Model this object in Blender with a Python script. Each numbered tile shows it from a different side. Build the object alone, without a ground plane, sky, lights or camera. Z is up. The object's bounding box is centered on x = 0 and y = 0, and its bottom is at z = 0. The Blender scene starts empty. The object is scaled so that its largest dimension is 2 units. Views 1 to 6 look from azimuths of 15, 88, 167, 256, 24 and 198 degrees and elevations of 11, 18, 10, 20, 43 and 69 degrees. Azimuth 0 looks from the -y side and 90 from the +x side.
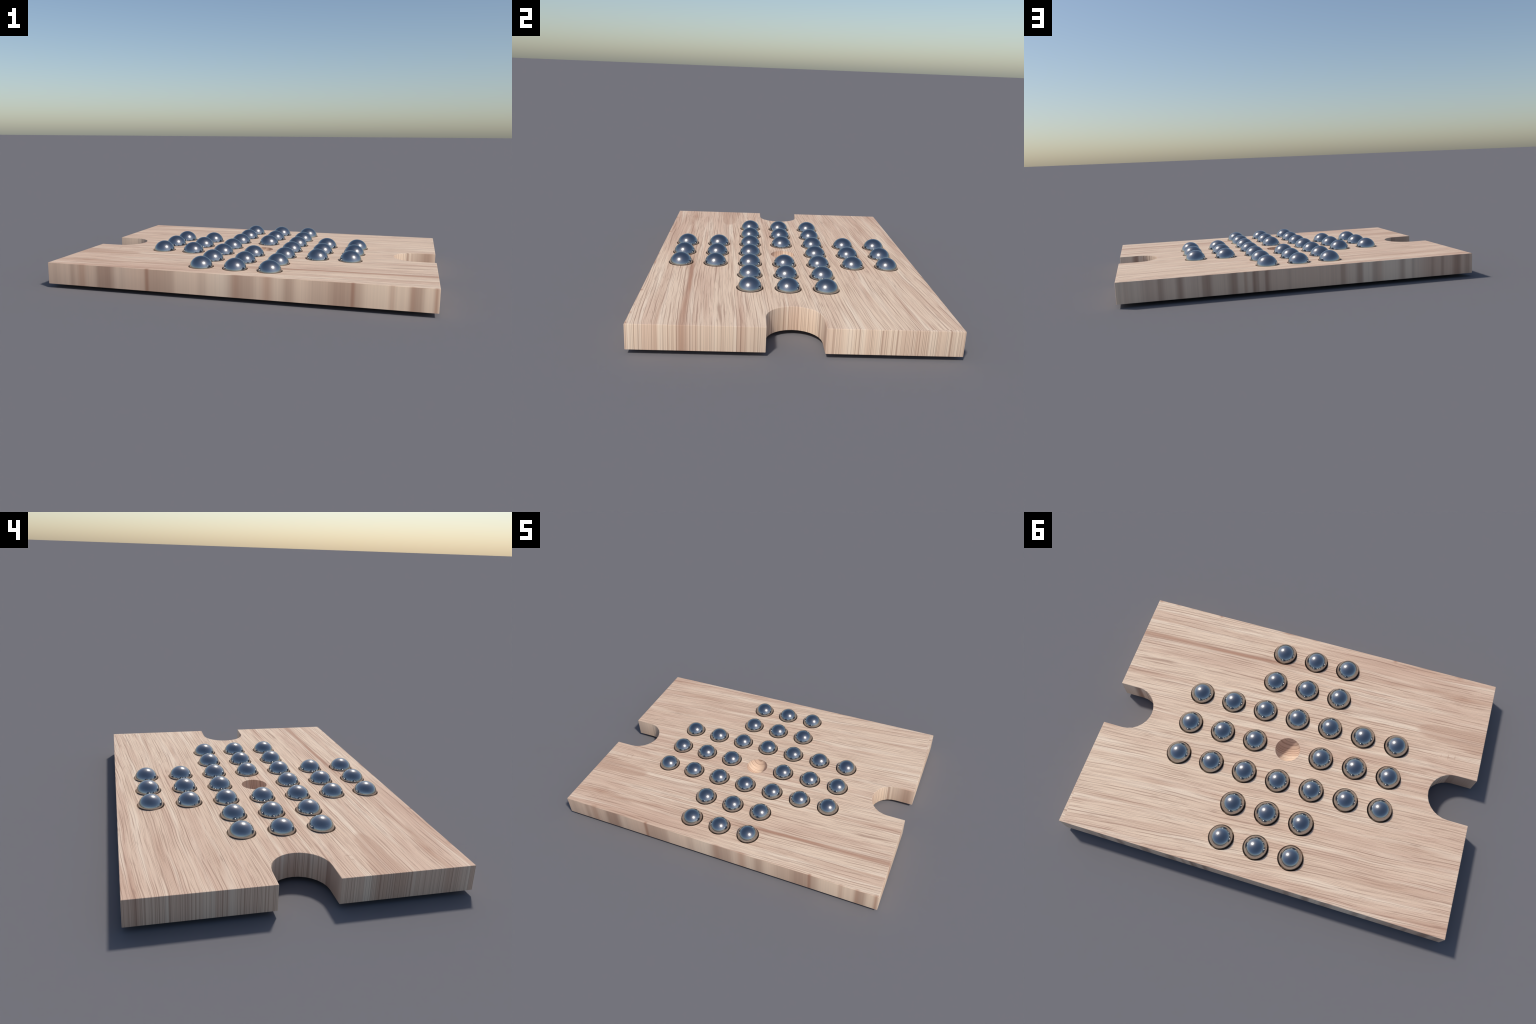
"""Wooden peg-solitaire board with two finger notches and 32 polished steel balls."""
import bpy, bmesh, math
from mathutils import Vector

# ------------------------------------------------------------------ sizes (m)
HALF_X, HALF_Y = 1.0, 0.7093          # half length / half width of the plank
Z_BOTTOM, Z_TOP = 0.0200, 0.1345      # the plank stands on low pads
EDGE = 0.0028                         # tiny arris on the plank's edges
NOTCH_R, NOTCH_X = 0.125, 0.895       # finger notch: slot radius, centre of its round end
PITCH_X, PITCH_Y = 0.1829, 0.1858     # spacing of the cups
GRID_X, GRID_Y = -0.0045, -0.0100     # the cross of cups is a hair off centre
CUP_R = 0.0665
BALL_R = 0.0609
BALL_Z = Z_TOP - CUP_R + BALL_R        # each ball rests on the bottom of its cup
FOOT_R = 0.055

# ------------------------------------------------------------------ node helper
class Nodes:
    """Small helper to write shader maths as expressions."""
    def __init__(self, name):
        self.mat = bpy.data.materials.new(name)
        self.mat.use_nodes = True
        self.t = self.mat.node_tree
        self.bsdf = next(n for n in self.t.nodes if n.type == 'BSDF_PRINCIPLED')

    def _plug(self, sock, v):
        if isinstance(v, bpy.types.NodeSocket):
            self.t.links.new(v, sock)
        else:
            sock.default_value = v

    def math(self, op, a, b=0.0, c=None, clamp=False):
        n = self.t.nodes.new('ShaderNodeMath'); n.operation = op; n.use_clamp = clamp
        self._plug(n.inputs[0], a); self._plug(n.inputs[1], b)
        if c is not None: self._plug(n.inputs[2], c)
        return n.outputs[0]

    def add(self, a, b): return self.math('ADD', a, b)
    def sub(self, a, b): return self.math('SUBTRACT', a, b)
    def mul(self, a, b): return self.math('MULTIPLY', a, b)

    def xyz(self, x, y, z=0.0):
        n = self.t.nodes.new('ShaderNodeCombineXYZ')
        for s, v in zip(n.inputs, (x, y, z)): self._plug(s, v)
        return n.outputs[0]

    def noise(self, x, y, z=0.0, detail=2.0, rough=0.5):
        n = self.t.nodes.new('ShaderNodeTexNoise'); n.noise_dimensions = '3D'
        self._plug(n.inputs['Vector'], self.xyz(x, y, z))
        n.inputs['Scale'].default_value = 1.0
        n.inputs['Detail'].default_value = detail
        n.inputs['Roughness'].default_value = rough
        return n.outputs['Fac']

    def ramp(self, v, lo, hi, out0=0.0, out1=1.0, smooth=True):
        n = self.t.nodes.new('ShaderNodeMapRange')
        n.interpolation_type = 'SMOOTHSTEP' if smooth else 'LINEAR'; n.clamp = True
        self._plug(n.inputs['Value'], v)
        for k, x in (('From Min', lo), ('From Max', hi), ('To Min', out0), ('To Max', out1)):
            self._plug(n.inputs[k], x)
        return n.outputs['Result']

    def mix(self, fac, a, b, blend='MIX'):
        n = self.t.nodes.new('ShaderNodeMix'); n.data_type = 'RGBA'; n.blend_type = blend
        self._plug(n.inputs['Factor'], fac)
        self._plug(n.inputs[6], a); self._plug(n.inputs[7], b)
        return n.outputs[2]


def rgb(r, g, b):
    """sRGB 0-255 -> linear rgba"""
    f = lambda c: c / 12.92 if c <= 0.04045 else ((c + 0.055) / 1.055) ** 2.4
    return (f(r / 255), f(g / 255), f(b / 255), 1.0)

# ------------------------------------------------------------------ materials
def wood_material():
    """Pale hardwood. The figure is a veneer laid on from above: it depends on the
    plan position only, so on the plank's sides and in the cups it runs straight down."""
    N = Nodes('pale_hardwood')
    tc = N.t.nodes.new('ShaderNodeTexCoord')
    sp = N.t.nodes.new('ShaderNodeSeparateXYZ')
    N.t.links.new(tc.outputs['Object'], sp.inputs[0])
    x, y = sp.outputs['X'], sp.outputs['Y']

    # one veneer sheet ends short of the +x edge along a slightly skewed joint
    joint = N.sub(x, N.sub(1.022, N.mul(y, 0.062)))
    past = N.math('GREATER_THAN', joint, 0.0)
    ys = N.add(y, N.mul(past, 0.217))

    # grain runs along x, fanning slightly, with slow waviness
    slope = N.add(0.056, N.mul(ys, 0.035))
    warp = N.sub(N.noise(N.mul(x, 1.3), N.mul(ys, 2.2), 3.3, 1.0), 0.5)
    warp2 = N.sub(N.noise(N.mul(x, 6.0), N.mul(ys, 9.0), 5.1, 1.0), 0.5)
    fine = N.mul(warp2, 0.007)
    v = N.add(N.sub(ys, N.mul(x, slope)), N.add(N.mul(warp, 0.038), fine))

    # --- broad tonal bands: a quiet random part ...
    broad = N.noise(N.mul(x, 0.8), N.mul(v, 9.0), 0.0, 2.0, 0.55)
    broad = N.ramp(broad, 0.40, 0.72, 0.0, 0.75)
    broad = N.math('MINIMUM', N.add(broad, N.ramp(x, 0.75, -0.85, 0.0, 0.42)), 1.0)   # rosier towards -x
    # ... and the figure that gives this board its look
    ragged = N.mul(N.sub(N.noise(N.mul(x, 2.5), N.mul(v, 85.0), 41.0, 2.0), 0.5), 1.2)
    def patch(px, py, tilt, lx, ly, amt):
        dy = N.add(N.sub(N.sub(ys, py), N.mul(N.sub(x, px), tilt)), fine)
        a = N.mul(N.sub(x, px), 1.0 / lx)
        b = N.mul(dy, 1.0 / ly)
        d = N.add(N.mul(a, a), N.mul(b, b))
        d = N.math('MAXIMUM', N.add(d, ragged), 0.0)
        return N.mul(N.math('EXPONENT', N.mul(d, -1.0)), amt)
    deep = 0.0
    for p in PATCHES:
        deep = N.add(deep, patch(*p[:5], p[5] * 1.3))
    # cathedral tongue by the -x notch: full inside, with a crisp pointed outline
    tx = N.mul(N.add(x, 0.62), -1.0)                      # distance from its tip
    ty = N.sub(N.add(ys, 0.335), N.mul(tx, -0.01))
    half = N.add(N.mul(N.math('SQRT', N.math('MAXIMUM', tx, 0.0)), 0.105),
                 N.mul(N.sub(N.noise(N.mul(x, 9.0), N.mul(v, 40.0), 43.0, 2.0), 0.5), 0.05))
    inside = N.ramp(N.sub(half, N.math('ABSOLUTE', ty)), -0.020, 0.026)
    rim = N.ramp(N.math('ABSOLUTE', N.sub(half, N.math('ABSOLUTE', ty))), 0.022, 0.0)
    tongue = N.mul(N.add(N.mul(inside, 0.50), N.mul(N.mul(rim, inside), 0.25)),
                   N.ramp(tx, 0.0, 0.05))
    deep = N.math('MINIMUM', N.add(deep, tongue), 1.0)

    # --- growth lines: long, thin, nearly parallel, each with a strength of its own
    def growth_lines(per_metre, sway, width, seed, broken_scale):
        w = N.noise(N.mul(x, 0.45), N.mul(v, 8.0), seed, 2.0, 0.5)
        w2 = N.noise(N.mul(x, 5.0), N.mul(v, 30.0), seed + 3.0, 1.0)
        ph = N.add(N.mul(v, per_metre), N.add(N.mul(w, sway), N.mul(w2, 0.5)))
        cell = N.math('FLOOR', ph)
        off = N.math('ABSOLUTE', N.sub(N.math('FRACT', ph), 0.5))
        own = N.noise(N.mul(x, broken_scale), N.mul(cell, 7.31), seed + 5.0, 1.0)
        lie = N.ramp(own, 0.40, 0.62)
        wide = N.mul(N.ramp(own, 0.35, 0.70, 0.55, 1.25), width)
        return N.mul(N.ramp(off, wide, N.mul(wide, 0.15)), lie)
    line1 = N.ramp(N.noise(N.mul(x, 1.1), N.mul(v, 70.0), 7.0, 3.0, 0.60), 0.45, 0.68)
    rings = growth_lines(70.0, 5.0, 0.20, 17.0, 2.9)
    hairs = growth_lines(165.0, 9.0, 0.28, 53.0, 4.5)
    pores = N.ramp(N.noise(N.mul(x, 10.0), N.mul(v, 170.0), 23.0, 1.5), 0.57, 0.72)
    pores = N.mul(pores, N.ramp(N.noise(N.mul(x, 1.7), N.mul(v, 7.0), 37.0, 1.0), 0.36, 0.62, 0.15, 1.0))
    pale = N.ramp(N.noise(N.mul(x, 1.3), N.mul(v, 26.0), 31.0, 1.0), 0.50, 0.70)
    tooth = N.sub(N.noise(N.mul(x, 150.0), N.mul(v, 330.0), 29.0, 2.0), 0.5)

    col = N.mix(broad, rgb(*C_LIGHT), rgb(*C_PINK))
    col = N.mix(N.mul(pale, 0.6), col, rgb(*C_PALE))
    col = N.mix(deep, col, rgb(*C_DEEP))
    col = N.mix(N.mul(line1, 0.34), col, rgb(*C_LINE))
    col = N.mix(N.mul(hairs, 0.46), col, rgb(*C_DASH))
    col = N.mix(N.mul(rings, 0.60), col, rgb(*C_DASH))
    col = N.mix(N.mul(pores, 0.45), col, rgb(*C_DASH))
    shade = N.add(1.0, N.mul(tooth, 0.20))
    col = N.mix(1.0, col, N.xyz(shade, shade, shade), 'MULTIPLY')
    N.t.links.new(col, N.bsdf.inputs['Base Color'])
    N.bsdf.inputs['Roughness'].default_value = 0.7
    N.bsdf.inputs['Specular IOR Level'].default_value = 0.15
    return N.mat

C_LIGHT = (237, 210, 183)
C_PINK = (221, 187, 162)
C_PALE = (246, 225, 200)
C_DEEP = (190, 147, 122)
C_LINE = (194, 157, 134)
C_DASH = (158, 121, 102)
PATCHES = [
    # x, y, tilt, half length, half width, amount
    (0.62, -0.488, 0.02, 0.42, 0.015, 0.60),     # long brown band, +x half
    (0.40, -0.495, 0.04, 0.22, 0.010, 0.45),
    (0.97, -0.475, 0.01, 0.25, 0.018, 0.35),
    (0.05, -0.530, 0.09, 0.30, 0.020, 0.30),
    (-0.48, -0.566, 0.07, 0.14, 0.014, 0.50),    # ... its broken tail
    (-0.68, -0.584, 0.06, 0.10, 0.013, 0.45),
    (-0.83, -0.575, 0.05, 0.09, 0.022, 0.50),
    (-0.98, -0.590, 0.05, 0.12, 0.015, 0.35),
    (0.82, -0.588, 0.02, 0.40, 0.010, 0.35),
    (0.32, -0.615, 0.04, 0.20, 0.010, 0.30),
    (-0.60, -0.690, 0.03, 0.22, 0.016, 0.30),
    (0.92, -0.228, 0.04, 0.22, 0.012, 0.35),
    (-0.50, -0.360, 0.05, 0.22, 0.016, 0.30),
    (-0.75, 0.318, 0.02, 0.25, 0.022, 0.30),
    (-0.66, 0.542, 0.05, 0.20, 0.020, 0.35),
    (-0.95, 0.660, 0.08, 0.20, 0.014, 0.35),
    (0.80, 0.515, 0.04, 0.25, 0.013, 0.30),
    (0.60, 0.365, 0.05, 0.12, 0.012, 0.35),
    (0.50, 0.600, 0.08, 0.20, 0.015, 0.25),
    # where bands run out over the two long edges
    (-0.80, -0.7085, 0.05, 0.0216, 0.020, 0.40),
    (-0.43, -0.7085, 0.05, 0.0108, 0.012, 0.75),
    (0.04, -0.7085, 0.05, 0.0252, 0.010, 0.45),
    (0.12, -0.7085, 0.05, 0.085, 0.010, 0.30),
    (0.20, -0.7085, 0.05, 0.0324, 0.010, 0.50),
    (0.61, -0.7085, 0.05, 0.0094, 0.010, 0.80),
    (0.79, -0.7085, 0.05, 0.0158, 0.008, 0.40),
    (0.88, -0.7085, 0.05, 0.0130, 0.008, 0.65),
    (0.985, -0.7085, 0.05, 0.0108, 0.010, 0.70),
    (0.33, 0.7085, 0.08, 0.0100, 0.008, 0.45),
    (-0.43, 0.7085, 0.08, 0.0170, 0.010, 0.32),
    (-0.90, 0.7085, 0.08, 0.0280, 0.010, 0.28),
    (0.955, 0.128, 0.0, 0.060, 0.010, 0.45),     # brown streak along the +x notch wall
    # a few tiny saw ticks across the grain beside the -x notch
    (-0.829, -0.219, 0.0, 0.0022, 0.013, 0.55),
    (-0.864, -0.222, 0.0, 0.0022, 0.011, 0.50),
    (-0.792, -0.214, 0.0, 0.0020, 0.006, 0.40),
    (0.95, 0.7085, 0.08, 0.0170, 0.010, 0.25),
]


def steel_material():
    N = Nodes('polished_steel')
    b = N.bsdf
    b.inputs['Base Color'].default_value = STEEL
    b.inputs['Metallic'].default_value = 1.0
    b.inputs['Roughness'].default_value = 0.16
    return N.mat

STEEL = (0.40, 0.40, 0.40, 1.0)


def pad_material():
    N = Nodes('dark_rubber')
    N.bsdf.inputs['Base Color'].default_value = (0.03, 0.03, 0.03, 1)
    N.bsdf.inputs['Roughness'].default_value = 0.8
    return N.mat

# ------------------------------------------------------------------ geometry
def mesh_object(name, bm, mats, smooth_angle=None):
    me = bpy.data.meshes.new(name)
    bm.to_mesh(me); bm.free()
    for m in mats: me.materials.append(m)
    ob = bpy.data.objects.new(name, me)
    bpy.context.scene.collection.objects.link(ob)
    if smooth_angle is not None:
        me.shade_smooth()
        me.set_sharp_from_angle(angle=math.radians(smooth_angle))
    return ob


def plank_outline(steps=14):
    """Rectangle with a round-ended slot cut into the middle of each short side."""
    pts = [(-HALF_X, -HALF_Y), (HALF_X, -HALF_Y)]
    for side in (1, -1):
        if side < 0:
            pts += [(HALF_X, HALF_Y), (-HALF_X, HALF_Y)]
        pts.append((side * HALF_X, -side * NOTCH_R))
        for k in range(steps + 1):
            a = math.pi * k / steps
            pts.append((side * (NOTCH_X - NOTCH_R * math.sin(a)), -side * NOTCH_R * math.cos(a)))
        pts.append((side * HALF_X, side * NOTCH_R))
    return pts


def cup_positions():
    for j in range(-3, 4):
        for i in range(-3, 4):
            if abs(i) <= 1 or abs(j) <= 1:
                yield i, j, GRID_X + i * PITCH_X, GRID_Y + j * PITCH_Y


def build_board(wood):
    bm = bmesh.new()
    ring = [bm.verts.new((px, py, Z_BOTTOM)) for px, py in plank_outline()]
    f = bm.faces.new(ring)
    top = bmesh.ops.extrude_face_region(bm, geom=[f])
    bmesh.ops.translate(bm, vec=(0, 0, Z_TOP - Z_BOTTOM),
                        verts=[g for g in top['geom'] if isinstance(g, bmesh.types.BMVert)])
    bmesh.ops.recalc_face_normals(bm, faces=bm.faces)
    arris = [e for e in bm.edges if e.calc_face_angle(0) > math.radians(40)
             and max(v.co.z for v in e.verts) > Z_BOTTOM + 0.01]
    bmesh.ops.bevel(bm, geom=arris, offset=EDGE, segments=2, profile=0.5, affect='EDGES')
    board = mesh_object('solitaire_board', bm, [wood])

    cut = bmesh.new()
    for i, j, cx, cy in cup_positions():
        s = bmesh.ops.create_uvsphere(cut, u_segments=48, v_segments=24, radius=CUP_R)
        bmesh.ops.translate(cut, verts=s['verts'], vec=(cx, cy, Z_TOP))
    cutter = mesh_object('cup_cutter', cut, [wood])
    mod = board.modifiers.new('cups', 'BOOLEAN')
    mod.operation = 'DIFFERENCE'; mod.solver = 'EXACT'; mod.object = cutter
    dg = bpy.context.evaluated_depsgraph_get()
    me = bpy.data.meshes.new_from_object(board.evaluated_get(dg))
    board.modifiers.clear()
    board.data = me
    me.name = 'solitaire_board'
    me.shade_smooth(); me.set_sharp_from_angle(angle=math.radians(25))
    level = {e for p in me.polygons if abs(p.normal.z) > 0.999 for e in p.edge_keys}
    for e in me.edges:                             # keep the big level faces truly flat
        if e.key in level: e.use_edge_sharp = True
    bpy.data.objects.remove(cutter, do_unlink=True)
    board['label'] = 'pale wooden peg solitaire board with two finger notches'
    board['category'] = 'game board'
    return board


def build_feet(board, rubber):
    bm = bmesh.new()
    h = Z_BOTTOM + 0.001
    bmesh.ops.create_cone(bm, cap_ends=True, segments=40, radius1=FOOT_R, radius2=FOOT_R * 0.92, depth=h)
    bmesh.ops.translate(bm, verts=bm.verts, vec=(0, 0, h / 2))
    first = mesh_object('foot', bm, [rubber], 30)
    feet = [first] + [first.copy() for _ in range(3)]
    for ob, (sx, sy) in zip(feet, ((1, 1), (1, -1), (-1, 1), (-1, -1))):
        if ob is not first: bpy.context.scene.collection.objects.link(ob)
        ob.location = (sx * 0.78, sy * 0.50, 0)
        ob.parent = board


def build_balls(steel):
    bm = bmesh.new()
    bmesh.ops.create_uvsphere(bm, u_segments=64, v_segments=40, radius=BALL_R)
    first = mesh_object('steel_ball', bm, [steel], 60)
    used = False
    for i, j, cx, cy in cup_positions():
        if i == 0 and j == 0: continue            # the middle cup is left empty
        ob = first if not used else first.copy()
        if used: bpy.context.scene.collection.objects.link(ob)
        used = True
        ob.location = (cx, cy, BALL_Z)
        ob['label'] = 'polished mirror bright steel ball'
        ob['category'] = 'ball'


wood, steel, rubber = wood_material(), steel_material(), pad_material()
board = build_board(wood)
build_feet(board, rubber)
build_balls(steel)
